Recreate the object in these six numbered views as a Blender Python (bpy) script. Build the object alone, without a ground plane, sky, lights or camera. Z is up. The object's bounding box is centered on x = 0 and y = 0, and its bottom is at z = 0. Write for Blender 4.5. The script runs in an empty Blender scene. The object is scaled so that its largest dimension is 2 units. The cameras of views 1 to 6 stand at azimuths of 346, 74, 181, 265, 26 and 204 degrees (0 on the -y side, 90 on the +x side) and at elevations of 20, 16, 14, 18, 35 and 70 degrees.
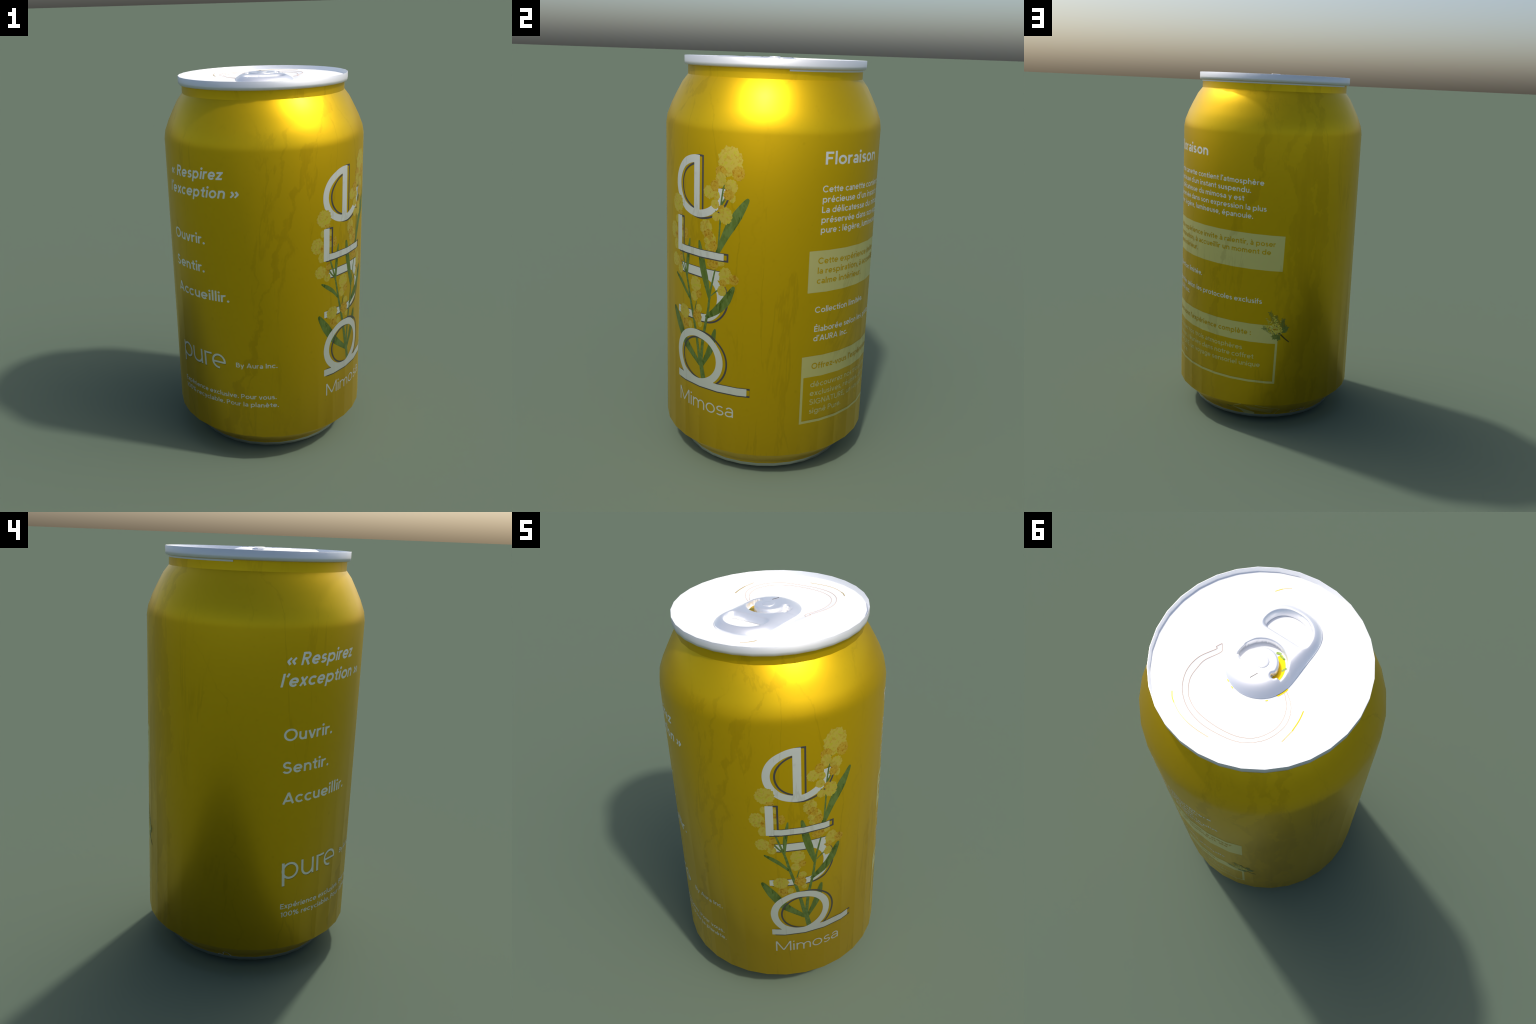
"""A slim drinks can: golden printed body, white lid with pull tab, mimosa label."""
import bpy, bmesh, math, random
import numpy as np
from mathutils import Vector

random.seed(7)
# ------------------------------------------------------------------ dimensions
FACETS = 32                        # the can is a 32-sided turned form
PHASE = math.radians(3.75)         # azimuth of one facet edge (0 = -y, 90 = +x)
STEP = 2 * math.pi / FACETS
R_MEAN = 0.5207                    # label radius: label length s = azimuth * R_MEAN
SEG = STEP * R_MEAN                # label length of one facet
S_PHASE = PHASE * R_MEAN
# body profile, top to bottom: radius, height, upward tilt of the surface normal (deg)
NECK = [(0.4190, 1.9540, 0), (0.4190, 1.9075, 6)]
BODY = [(0.4190, 1.9075, 37), (0.4450, 1.8738, 33), (0.4708, 1.8250, 27.3),
        (0.4945, 1.7770, 24), (0.5160, 1.7222, 15), (0.5225, 1.6820, 4), (0.5228, 0.1550, -24)]
FOOT = [(0.5228, 0.1550, -38), (0.4360, 0.0740, -46), (0.4200, 0.0500, -30)]

# ------------------------------------------------------------------ helpers
def azimuth_point(az, r, z):
    return (math.sin(az) * r, -math.cos(az) * r, z)

def new_object(name, mesh, parent, mats=()):
    ob = bpy.data.objects.new(name, mesh)
    bpy.context.scene.collection.objects.link(ob)
    for m in mats:
        mesh.materials.append(m)
    ob.parent = parent
    return ob

def mesh_from(name, verts, faces, normals=None, smooth=True):
    me = bpy.data.meshes.new(name)
    me.from_pydata([tuple(map(float, v)) for v in verts], [], faces)
    me.validate()
    if smooth:
        me.shade_smooth()
    if normals is not None and len(normals) == len(me.vertices):
        me.normals_split_custom_set_from_vertices([tuple(map(float, n)) for n in normals])
    return me

def revolve(name, rows, parent, mat, tilts=True, first=0, count=FACETS, sharp=None):
    """Turn a profile of (radius, height, normal tilt) round the axis in FACETS steps."""
    closed = count == FACETS
    cols = count if closed else count + 1
    verts, norms, faces = [], [], []
    for r, z, t in rows:
        for k in range(cols):
            a = PHASE + (first + k) * STEP
            verts.append(azimuth_point(a, r, z))
            c, s = math.cos(math.radians(t)), math.sin(math.radians(t))
            norms.append((math.sin(a) * c, -math.cos(a) * c, s))
    for i in range(len(rows) - 1):
        for k in range(count):
            k2 = (k + 1) % cols
            faces.append((i * cols + k, (i + 1) * cols + k, (i + 1) * cols + k2, i * cols + k2))
    me = mesh_from(name, verts, faces, norms if tilts else None)
    if sharp:
        me.set_sharp_from_angle(angle=math.radians(sharp))
    return new_object(name, me, parent, [mat])

def profile_at(z, rows):
    for (r1, z1, t1), (r2, z2, t2) in zip(rows, rows[1:]):
        if z1 >= z >= z2:
            f = (z1 - z) / (z1 - z2)
            return r1 + (r2 - r1) * f, t1 + (t2 - t1) * f
    return (rows[0][0], rows[0][2]) if z > rows[0][1] else (rows[-1][0], rows[-1][2])

RADII = np.array([r for r, z, t in BODY + FOOT[1:]][::-1])
HEIGHTS = np.array([z for r, z, t in BODY + FOOT[1:]][::-1])
TILTS = np.array([t for r, z, t in BODY + FOOT[1:]][::-1])

def on_skin(s, z, lift):
    """Label coordinates (length round the can, height) -> point and normal on the facets."""
    s, z = np.asarray(s, float), np.asarray(z, float)
    f = (s - S_PHASE) / SEG
    k = np.floor(f + 1e-9)
    t = f - k
    r, tilt = np.interp(z, HEIGHTS, RADII), np.radians(np.interp(z, HEIGHTS, TILTS))
    a1, a2 = PHASE + k * STEP, PHASE + (k + 1) * STEP
    x, y = (1 - t) * np.sin(a1) + t * np.sin(a2), -((1 - t) * np.cos(a1) + t * np.cos(a2))
    ln = np.hypot(x, y)
    n = np.stack([x / ln * np.cos(tilt), y / ln * np.cos(tilt), np.sin(tilt)], -1)
    p = np.stack([x * r, y * r, z], -1)
    return p + n * lift, n

# ------------------------------------------------------------------ materials
def math_node(nt, op, a, b=None, c=None, clamp=False):
    n = nt.nodes.new("ShaderNodeMath")
    n.operation, n.use_clamp = op, clamp
    for i, v in enumerate((a, b, c)):
        if v is None:
            continue
        if hasattr(v, "is_output"):
            nt.links.new(v, n.inputs[i])
        else:
            n.inputs[i].default_value = v
    return n.outputs[0]

def noise_node(nt, vec, scale, detail=4.0, rough=0.55, distort=0.0):
    n = nt.nodes.new("ShaderNodeTexNoise")
    n.inputs["Scale"].default_value = scale
    n.inputs["Detail"].default_value = detail
    n.inputs["Roughness"].default_value = rough
    n.inputs["Distortion"].default_value = distort
    nt.links.new(vec, n.inputs["Vector"])
    return n.outputs["Fac"]

def map_range(nt, v, a, b, c=0.0, d=1.0):
    n = nt.nodes.new("ShaderNodeMapRange")
    n.interpolation_type = "SMOOTHSTEP"
    nt.links.new(v, n.inputs["Value"])
    for name, val in zip(("From Min", "From Max", "To Min", "To Max"), (a, b, c, d)):
        n.inputs[name].default_value = val
    return n.outputs["Result"]

def scaled(nt, vec, scale, offset=(0, 0, 0)):
    m = nt.nodes.new("ShaderNodeMapping")
    m.inputs["Scale"].default_value = scale
    m.inputs["Location"].default_value = offset
    nt.links.new(vec, m.inputs["Vector"])
    return m.outputs[0]

def mix_colour(nt, fac, a, b, mode="MIX"):
    n = nt.nodes.new("ShaderNodeMix")
    n.data_type, n.blend_type = "RGBA", mode
    for sock, v in ((n.inputs[0], fac), (n.inputs[6], a), (n.inputs[7], b)):
        if hasattr(v, "is_output"):
            nt.links.new(v, sock)
        else:
            sock.default_value = v if isinstance(v, float) else (*v, 1.0)
    return n.outputs[2]

# stains that run down the can: height (0 to 1 = 0 to 2 m) -> azimuth in turns, width, strength
STAINS = [
    ([(0.08, 321), (0.18, 326), (0.26, 331), (0.345, 339), (0.445, 342), (0.51, 346), (0.575, 350), (0.655, 358.5), (0.81, 366), (0.88, 376), (0.95, 390)], 0.022, 1.0),
    ([(0.10, 330), (0.30, 337), (0.62, 341), (0.71, 347.5), (0.77, 352), (0.87, 358), (0.96, 366)], 0.009, 0.8),
    ([(0.08, 148), (0.30, 147), (0.44, 149), (0.51, 154), (0.60, 162), (0.66, 170), (0.74, 176), (0.85, 178)], 0.022, 0.95),
    ([(0.08, 206), (0.21, 204), (0.36, 209), (0.47, 203), (0.57, 208), (0.68, 203), (0.79, 206), (0.87, 212), (0.96, 214)], 0.040, 0.9),
    ([(0.05, 212), (0.25, 217), (0.45, 213), (0.60, 216), (0.78, 214), (0.90, 208), (0.96, 204)], 0.028, 0.8),
    ([(0.08, 190), (0.30, 197), (0.50, 196), (0.70, 199), (0.78, 190), (0.84, 195), (0.96, 200)], 0.018, 0.75),
    ([(0.10, 52), (0.40, 60), (0.60, 66), (0.80, 73), (0.96, 70)], 0.005, 0.32),
    ([(0.10, 262), (0.42, 258), (0.60, 255), (0.70, 250), (0.78, 240), (0.96, 232)], 0.004, 0.8),
]

def make_dirt_group():
    """Colour in, colour out: faint runs, cracks and specks that lie over print and metal alike."""
    g = bpy.data.node_groups.new("worn_print", "ShaderNodeTree")
    g.interface.new_socket("Color", in_out="INPUT", socket_type="NodeSocketColor")
    g.interface.new_socket("Color", in_out="OUTPUT", socket_type="NodeSocketColor")
    gi, go = g.nodes.new("NodeGroupInput"), g.nodes.new("NodeGroupOutput")
    co = g.nodes.new("ShaderNodeTexCoord").outputs["Object"]
    sep = g.nodes.new("ShaderNodeSeparateXYZ")
    g.links.new(co, sep.inputs[0])
    x, y, z = sep.outputs
    az = math_node(g, "ARCTAN2", x, math_node(g, "MULTIPLY", y, -1.0))
    turns = math_node(g, "FRACT", math_node(g, "ADD", math_node(g, "DIVIDE", az, 2 * math.pi), 1.0))
    height = math_node(g, "DIVIDE", z, 2.0)
    wob = noise_node(g, scaled(g, co, (1, 1, 1)), 7.0, 7.0, 0.62)
    wobble = math_node(g, "MULTIPLY", math_node(g, "SUBTRACT", wob, 0.5), 0.055)
    fray = noise_node(g, scaled(g, co, (1, 1, 0.35), (3.1, 1.7, 0)), 9.0, 8.0, 0.66)
    total = None
    for pts, width, power in STAINS:
        fc = g.nodes.new("ShaderNodeFloatCurve")
        cm = fc.mapping
        cv = cm.curves[0]
        lo = min(p[1] for p in pts) - 20.0
        cv.points[0].location = (0.0, (pts[0][1] - lo) / 90.0)
        cv.points[1].location = (1.0, (pts[-1][1] - lo) / 90.0)
        for h, deg in pts:
            cv.points.new(h, (deg - lo) / 90.0)
        cm.update()
        g.links.new(height, fc.inputs["Value"])
        centre = math_node(g, "ADD", math_node(g, "DIVIDE", fc.outputs[0], 4.0), lo / 360.0)
        off = math_node(g, "SUBTRACT", math_node(g, "ADD", turns, wobble), centre)
        off = math_node(g, "SUBTRACT", off, math_node(g, "ROUND", off))
        dist = math_node(g, "MULTIPLY", math_node(g, "ABSOLUTE", off), 2 * math.pi * R_MEAN)
        reach = math_node(g, "MULTIPLY", map_range(g, fray, 0.34, 0.66, 0.05, 1.9), width)
        m = map_range(g, math_node(g, "SUBTRACT", dist, reach), -0.009, 0.005, power, 0.0)
        total = m if total is None else math_node(g, "MAXIMUM", total, m)
    # streaky grain inside and around the runs
    grain = noise_node(g, scaled(g, co, (1, 1, 0.10)), 26.0, 5.0, 0.6, 0.4)
    runs = math_node(g, "MULTIPLY", total, map_range(g, grain, 0.25, 0.62, 0.35, 1.0))
    # hairline cracks: zero crossings of a stretched, distorted noise, only in places
    cr = noise_node(g, scaled(g, co, (1, 1, 0.20), (8.0, 2.0, 5.0)), 3.2, 7.0, 0.60, 0.5)
    hair = map_range(g, math_node(g, "ABSOLUTE", math_node(g, "SUBTRACT", cr, 0.5)), 0.0, 0.020, 1.0, 0.0)
    where = map_range(g, noise_node(g, scaled(g, co, (1, 1, 0.7), (1, 9, 4)), 2.3, 3.0), 0.40, 0.58)
    hair = math_node(g, "MULTIPLY", hair, where)
    # small blots
    vo = g.nodes.new("ShaderNodeTexVoronoi")
    vo.inputs["Scale"].default_value = 15.0
    g.links.new(scaled(g, co, (1, 1, 0.8)), vo.inputs["Vector"])
    pick = map_range(g, noise_node(g, co, 11.0, 2.0), 0.55, 0.66)
    blot = math_node(g, "MULTIPLY", map_range(g, vo.outputs["Distance"], 0.05, 0.17, 1.0, 0.0), pick)
    cloud = map_range(g, noise_node(g, co, 30.0, 6.0, 0.7), 0.56, 0.75)
    dirt = math_node(g, "MAXIMUM", math_node(g, "MULTIPLY", runs, 0.28), math_node(g, "MULTIPLY", hair, 0.22))
    dirt = math_node(g, "MAXIMUM", dirt, math_node(g, "MULTIPLY", blot, 0.16))
    dirt = math_node(g, "MAXIMUM", dirt, math_node(g, "MULTIPLY", cloud, 0.10))
    stain = mix_colour(g, 1.0, gi.outputs[0], (0.55, 0.50, 0.40), "MULTIPLY")
    g.links.new(mix_colour(g, dirt, gi.outputs[0], stain), go.inputs[0])
    return g

DIRT = make_dirt_group()

def ink(name, colour, mottle=None, scale=60.0, metal=0.8, rough=0.37, lo=0.42, hi=0.6, stretch=(1, 1, 1), dirt=True, extra=None):
    """Printed metal: one colour, optionally mottled with a second (and third) by noise."""
    m = bpy.data.materials.new(name)
    m.use_nodes = True
    nt = m.node_tree
    b = nt.nodes["Principled BSDF"]
    b.inputs["Metallic"].default_value = metal
    b.inputs["Roughness"].default_value = rough
    co = nt.nodes.new("ShaderNodeTexCoord").outputs["Object"]
    col = colour
    if mottle:
        col = mix_colour(nt, map_range(nt, noise_node(nt, scaled(nt, co, stretch), scale, 5.0, 0.6), lo, hi), colour, mottle)
    if extra:
        col = mix_colour(nt, map_range(nt, noise_node(nt, scaled(nt, co, stretch, (5, 3, 1)), scale * 0.9, 3.0, 0.6), 0.52, 0.64), col, extra)
    if dirt:
        gn = nt.nodes.new("ShaderNodeGroup")
        gn.node_tree = DIRT
        if hasattr(col, "is_output"):
            nt.links.new(col, gn.inputs[0])
        else:
            gn.inputs[0].default_value = (*col, 1.0)
        col = gn.outputs[0]
    if hasattr(col, "is_output"):
        nt.links.new(col, b.inputs["Base Color"])
    else:
        b.inputs["Base Color"].default_value = (*col, 1.0)
    return m

GOLD_RGB = (0.73, 0.465, 0.004)
GOLD = ink("gold_print", GOLD_RGB)
WHITE = ink("white_print", (0.96, 0.95, 0.94))
PALE = ink("pale_print", (0.83, 0.74, 0.31))
PALE_TEXT = ink("pale_text_print", (0.83, 0.75, 0.33))
SHADOW = ink("charcoal_print", (0.120, 0.112, 0.115))
SOFT_SHADOW = ink("brown_print", (0.25, 0.17, 0.01))
LEAF = ink("leaf_print", (0.18, 0.265, 0.055), (0.23, 0.33, 0.085), 30.0, extra=(0.10, 0.165, 0.022), stretch=(1.6, 1.6, 0.6))
STEM = ink("stem_print", (0.17, 0.26, 0.060), (0.23, 0.33, 0.095), 50.0)
YELLOW = ink("blossom_print", (0.82, 0.62, 0.095), (0.78, 0.66, 0.055), 75.0, extra=(0.77, 0.50, 0.055), lo=0.50, hi=0.62)
ORANGE = ink("orange_blossom_print", (0.80, 0.52, 0.060), (0.77, 0.46, 0.030), 90.0, extra=(0.64, 0.30, 0.014))
LID_WHITE = ink("white_lacquer", (0.92, 0.92, 0.92), metal=0.0, rough=0.5, dirt=False)
TAB = ink("tab_metal", (0.92, 0.92, 0.93), metal=0.66, rough=0.36, dirt=False)
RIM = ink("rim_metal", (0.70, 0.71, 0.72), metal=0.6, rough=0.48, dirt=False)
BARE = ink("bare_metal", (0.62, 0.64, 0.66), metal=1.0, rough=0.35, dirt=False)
BRIGHT = ink("bright_metal", (0.95, 0.95, 0.95), metal=0.5, rough=0.38, dirt=False)
SCORE = ink("score_line", (0.58, 0.40, 0.28), metal=0.0, rough=0.6, dirt=False)

# ------------------------------------------------------------------ the can
can = bpy.data.objects.new("drink_can", None)
bpy.context.scene.collection.objects.link(can)
can["label"] = "golden mimosa drink can with white lid and pull tab"
can["category"] = "drink can"

body = revolve("body", BODY, can, GOLD)
neck = revolve("neck", NECK, body, GOLD)
foot = revolve("foot", FOOT, body, GOLD)
base = revolve("base_ring", [(0.4203, 0.0500, -10), (0.4203, 0.0370, -25), (0.4150, 0.0310, -60), (0.4000, 0.0300, -100),
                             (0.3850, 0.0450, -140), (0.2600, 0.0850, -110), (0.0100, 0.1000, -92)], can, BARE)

# lid: rim, half lip under it, recessed panel
lid = revolve("lid", [(0.4358, 1.9930, 24), (0.4358, 1.9670, 8), (0.4347, 1.9545, -32), (0.4300, 1.9512, -70), (0.4180, 1.9500, -86)], can, RIM)
rim_inside = revolve("rim_inside", [(0.4200, 1.9690, 55), (0.4272, 1.9716, 40), (0.4346, 1.9932, 28), (0.4358, 1.9930, 75)][::-1], lid, BRIGHT, tilts=False)
rim_inside.data.set_sharp_from_angle(angle=math.radians(40))
lip = revolve("seam_lip", [(0.4192, 1.9510, 0), (0.4210, 1.9500, 0), (0.4210, 1.9428, 0), (0.4192, 1.9424, -50)], lid, RIM, first=7, count=15)

PANEL_Z = 1.9655                    # floor of the shallow recess; the panel round it is higher
AX = np.array([0.19, 0.9818])       # on the lid, from the finger end of the tab to its nose
def recess(X, Y):
    """Pear-shaped recess round tab and mouth: distance to its edge, negative inside."""
    u, v = X * AX[0] + Y * AX[1], X * AX[1] - Y * AX[0]
    t = np.clip((u + 0.20) / 0.34, 0, 1)
    return np.hypot(u + 0.20 - 0.34 * t, v) - (0.130 + 0.080 * t)
def panel_height(X, Y):
    t = np.clip(recess(X, Y) / 0.060 + 0.5, 0, 1)
    groove = np.clip((np.hypot(X, Y) - 0.402) / 0.024, 0, 1)
    return PANEL_Z + 0.0095 * t * t * (3 - 2 * t) - 0.0030 * groove * groove
def panel_object():
    radii = np.concatenate([np.linspace(0.004, 0.4280, 56)])
    verts, faces, n = [], [], FACETS * 3
    for r in radii:
        for k in range(n):
            a = PHASE + k * STEP / 3
            rr = r * math.cos(STEP / 2) / math.cos((k % 3) / 3 * STEP - STEP / 2)
            x, y, _ = azimuth_point(a, rr, 0)
            verts.append((x, y, float(panel_height(x, y))))
    for i in range(len(radii) - 1):
        for k in range(n):
            k2 = (k + 1) % n
            faces.append((i * n + k, i * n + k2, (i + 1) * n + k2, (i + 1) * n + k))
    faces = [tuple(reversed(f)) for f in faces]
    me = mesh_from("lid_panel", verts, faces)
    if me.polygons[200].normal.z < 0:
        me.flip_normals()
    return new_object("lid_panel", me, lid, [LID_WHITE])
panel = panel_object()

# ------------------------------------------------------------------ flat shapes as distance fields, filled cell by cell
def ellipse(X, Y, cx, cy, rx, ry):
    x, y = X - cx, Y - cy
    g = np.sqrt((x / rx) ** 2 + (y / ry) ** 2) + 1e-9
    return g * (g - 1) / (np.sqrt((x / rx ** 2) ** 2 + (y / ry ** 2) ** 2) + 1e-9)

def box(X, Y, x0, x1, y0, y1):
    return np.maximum(np.abs(X - (x0 + x1) / 2) - (x1 - x0) / 2, np.abs(Y - (y0 + y1) / 2) - (y1 - y0) / 2)

def ring(X, Y, cx, cy, rx, ry, w):
    return np.maximum(ellipse(X, Y, cx, cy, rx, ry), -ellipse(X, Y, cx, cy, rx - w, ry - w))

def union(*f):
    return np.minimum.reduce(f)

def spline(points, n=48):
    """Catmull-Rom through the control points."""
    p = [np.array(q, float) for q in points]
    p = [2 * p[0] - p[1]] + p + [2 * p[-1] - p[-2]]
    out = []
    for i in range(1, len(p) - 2):
        for t in np.linspace(0, 1, n, endpoint=False):
            a, b, c, d = p[i - 1:i + 3]
            out.append(0.5 * (2 * b + (c - a) * t + (2 * a - 5 * b + 4 * c - d) * t ** 2 + (3 * b - a - 3 * c + d) * t ** 3))
    out.append(p[-2])
    return np.array(out)

def fill(F, xs, ys):
    """Mesh of the region F < 0 on the grid (xs, ys); cells on the border are cut to the contour."""
    nx, ny = len(xs), len(ys)
    inside = F < 0
    pts, faces, node, cut = [], [], {}, {}
    def corner(i, j):
        if (i, j) not in node:
            node[(i, j)] = len(pts)
            pts.append((xs[i], ys[j]))
        return node[(i, j)]
    def crossing(i, j, i2, j2):
        key = (i, j, i2, j2) if (i, j) < (i2, j2) else (i2, j2, i, j)
        if key not in cut:
            a, b = F[key[0], key[1]], F[key[2], key[3]]
            t = min(max(a / (a - b), 0.02), 0.98)
            cut[key] = len(pts)
            pts.append((xs[key[0]] + (xs[key[2]] - xs[key[0]]) * t, ys[key[1]] + (ys[key[3]] - ys[key[1]]) * t))
        return cut[key]
    some = inside[:-1, :-1] | inside[1:, :-1] | inside[1:, 1:] | inside[:-1, 1:]
    for i, j in zip(*np.nonzero(some)):
        ring4 = [(i, j), (i + 1, j), (i + 1, j + 1), (i, j + 1)]
        poly = []
        for a in range(4):
            p, q = ring4[a], ring4[(a + 1) % 4]
            if inside[p]:
                poly.append(corner(*p))
            if inside[p] != inside[q]:
                poly.append(crossing(*p, *q))
        if len(poly) > 2:
            faces.append(tuple(poly))
    return np.array(pts), faces

INK_LIFT = 0.0004
class Print:
    """A printed shape in label coordinates; later shapes cover earlier ones."""
    def __init__(self, name, mat, field, bounds):
        self.name, self.mat, self.field, self.bounds = name, mat, field, bounds

def lay_down(shapes, parent, cells=52, hz=0.002, lift=INK_LIFT):
    hs = SEG / cells
    made = []
    for n, sh in enumerate(shapes):
        s0, s1, z0, z1 = sh.bounds
        i0, i1 = math.floor((s0 - S_PHASE) / hs), math.ceil((s1 - S_PHASE) / hs)
        j0, j1 = math.floor(z0 / hz), math.ceil(z1 / hz)
        xs, ys = S_PHASE + np.arange(i0, i1 + 1) * hs, np.arange(j0, j1 + 1) * hz
        X, Y = np.meshgrid(xs, ys, indexing="ij")
        F = sh.field(X, Y)
        for up in shapes[n + 1:]:
            a0, a1, b0, b1 = up.bounds
            if a0 < s1 and a1 > s0 and b0 < z1 and b1 > z0:
                F = np.maximum(F, -up.field(X, Y))
        pts, faces = fill(F, xs, ys)
        if not faces:
            continue
        p, nn = on_skin(pts[:, 0], pts[:, 1], lift)
        made.append(new_object(sh.name, mesh_from(sh.name, p, faces, nn), parent, [sh.mat]))
    return made

# ------------------------------------------------------------------ the big upright word and its mimosa branch
BIG = (0.10, 0.64, 0.43, 1.60)
W = 0.0355
def big_p(S, Z):
    return union(ring(S, Z, 0.3215, 0.6063, 0.1492, 0.1412, W), box(S, Z, 0.1752, 0.5913, 0.4617, 0.4988))
def big_u(S, Z):
    bowl = np.maximum(np.maximum(ellipse(S, Z, 0.353, 0.925, 0.1185, 0.1260), -ellipse(S, Z, 0.353, 0.925, 0.0840, 0.0905)), 0.353 - S)
    return union(bowl, box(S, Z, 0.1740, 0.3535, 0.7992, 0.8345), box(S, Z, 0.1740, 0.4680, 1.0155, 1.0562))
def big_r(S, Z):
    return union(box(S, Z, 0.1685, 0.2042, 1.1090, 1.2780), box(S, Z, 0.1685, 0.4670, 1.1110, 1.1425))
def big_e(S, Z):
    r = ring(S, Z, 0.3165, 1.4330, 0.1535, 0.1405, 0.0345)
    gap = np.maximum(0.3322 - S, 1.4375 - Z)
    bar = np.maximum(box(S, Z, 0.2955, 0.3322, 1.30, 1.5735), ellipse(S, Z, 0.3165, 1.4330, 0.1535, 0.1405))
    return union(np.maximum(r, -gap), bar)
def drop_line(f, clip=9.0):
    """Thin offset outline printed behind a letter."""
    return lambda S, Z: np.maximum(np.abs(f(S - 0.0187, Z + 0.0012)) - 0.0044, S - clip)

def puff(s, z, rx, rz, seed):
    rnd = random.Random(seed)
    k = [(rnd.randint(5, 8), rnd.uniform(0, 6.3), 0.035), (rnd.randint(11, 15), rnd.uniform(0, 6.3), 0.045), (rnd.randint(21, 31), rnd.uniform(0, 6.3), 0.026)]
    def field(S, Z):
        t = np.arctan2((Z - z) / rz, (S - s) / rx)
        wob = 1 + sum(a * np.sin(n * t + ph) for n, ph, a in k)
        return (np.sqrt(((S - s) / rx) ** 2 + ((Z - z) / rz) ** 2) - wob) * min(rx, rz)
    return field, (s - 1.2 * rx, s + 1.2 * rx, z - 1.2 * rz, z + 1.2 * rz)

def blade(points, width, tip=0.35, base=0.45, even=False):
    """Leaf or stem: a spine with a width that swells and tapers."""
    c = spline(points, 18)
    t = np.linspace(0, 1, len(c))
    if even:
        w = width * (tip + (base - tip) * t)
    else:
        w = width * np.minimum(1.0, np.minimum(tip + (1 - tip) * (t / 0.3) ** 0.7, base + (1 - base) * ((1 - t) / 0.45)))
    def field(S, Z):
        return np.minimum.reduce([np.hypot(S - x, Z - y) - r for (x, y), r in zip(c, w)])
    m = width * 1.2
    return field, (c[:, 0].min() - m, c[:, 0].max() + m, c[:, 1].min() - m, c[:, 1].max() + m)

PUFFS = [('Y', .491, 1.560, .058, .066), ('O', .530, 1.511, .029, .032), ('O', .447, 1.512, .027, .027), ('Y', .447, 1.478, .026, .032),
         ('Y', .498, 1.450, .030, .033), ('Y', .504, 1.400, .015, .021), ('O', .486, 1.414, .025, .023), ('Y', .387, 1.416, .030, .030),
         ('Y', .427, 1.404, .017, .020), ('O', .416, 1.448, .022, .025), ('Y', .419, 1.365, .022, .021), ('O', .453, 1.347, .017, .018),
         ('Y', .473, 1.319, .032, .039), ('Y', .425, 1.310, .021, .021), ('Y', .170, 1.333, .044, .044), ('O', .191, 1.289, .019, .013),
         ('Y', .160, 1.256, .013, .019), ('Y', .213, 1.251, .010, .016), ('Y', .130, 1.197, .035, .041), ('O', .161, 1.177, .015, .021),
         ('Y', .155, 1.133, .021, .027), ('O', .209, 1.214, .011, .014), ('Y', .211, 1.192, .011, .016), ('O', .241, 1.201, .016, .027),
         ('Y', .371, 1.252, .033, .037), ('Y', .402, 1.197, .024, .033), ('O', .384, 1.219, .026, .027), ('Y', .373, 1.192, .014, .014),
         ('Y', .384, 1.164, .018, .019), ('O', .412, 1.172, .022, .026), ('Y', .451, 1.097, .020, .014), ('O', .410, 1.089, .031, .026),
         ('Y', .149, 1.056, .033, .033), ('O', .198, 1.078, .016, .017), ('Y', .192, 1.020, .021, .022), ('O', .191, 1.049, .014, .016),
         ('Y', .477, 1.040, .032, .041), ('O', .518, 1.027, .024, .024), ('O', .465, 1.005, .018, .018), ('Y', .460, .968, .022, .025),
         ('Y', .301, .910, .024, .024), ('Y', .310, .971, .035, .038), ('O', .332, .928, .017, .019), ('Y', .333, .858, .019, .020),
         ('Y', .340, .782, .014, .017), ('O', .321, .816, .029, .031), ('O', .237, .761, .026, .027), ('Y', .274, .761, .014, .019),
         ('Y', .228, .816, .038, .035)]
LEAVES = [([(.333, 1.180), (.352, 1.078), (.374, .994), (.393, .922)], .0180), ([(.268, 1.180), (.254, 1.081), (.249, .992)], .0100),
          ([(.517, .990), (.479, .918), (.432, .867), (.380, .826)], .0215), ([(.157, .990), (.198, .962), (.232, .934), (.272, .888)], .0105),
          ([(.141, .812), (.191, .733), (.247, .657), (.338, .578)], .0235), ([(.427, .770), (.401, .668), (.354, .572)], .0165),
          ([(.574, 1.397), (.524, 1.316), (.482, 1.244), (.436, 1.146)], .0235)]
STEMS = [([(.316, .886), (.305, .844)], .0030), ([(.471, 1.495), (.461, 1.444)], .0035), ([(.244, 1.010), (.223, 1.028), (.204, 1.055)], .0045),
         ([(.400, .932), (.437, .966)], .0035), ([(.451, 1.363), (.467, 1.391)], .0045), ([(.4275, 1.394), (.432, 1.372)], .0035),
         ([(.423, 1.335), (.430, 1.318)], .0035),
         ([(.461, 1.446), (.451, 1.374), (.447, 1.289), (.438, 1.150)], .0050),
         ([(.205, 1.145), (.214, 1.100), (.250, .988), (.271, .898), (.299, .791), (.320, .702), (.341, .591)], .0095),
         ([(.423, 1.060), (.410, 1.003), (.396, .940), (.386, .855), (.368, .765), (.358, .709), (.348, .589)], .0090)]

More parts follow.
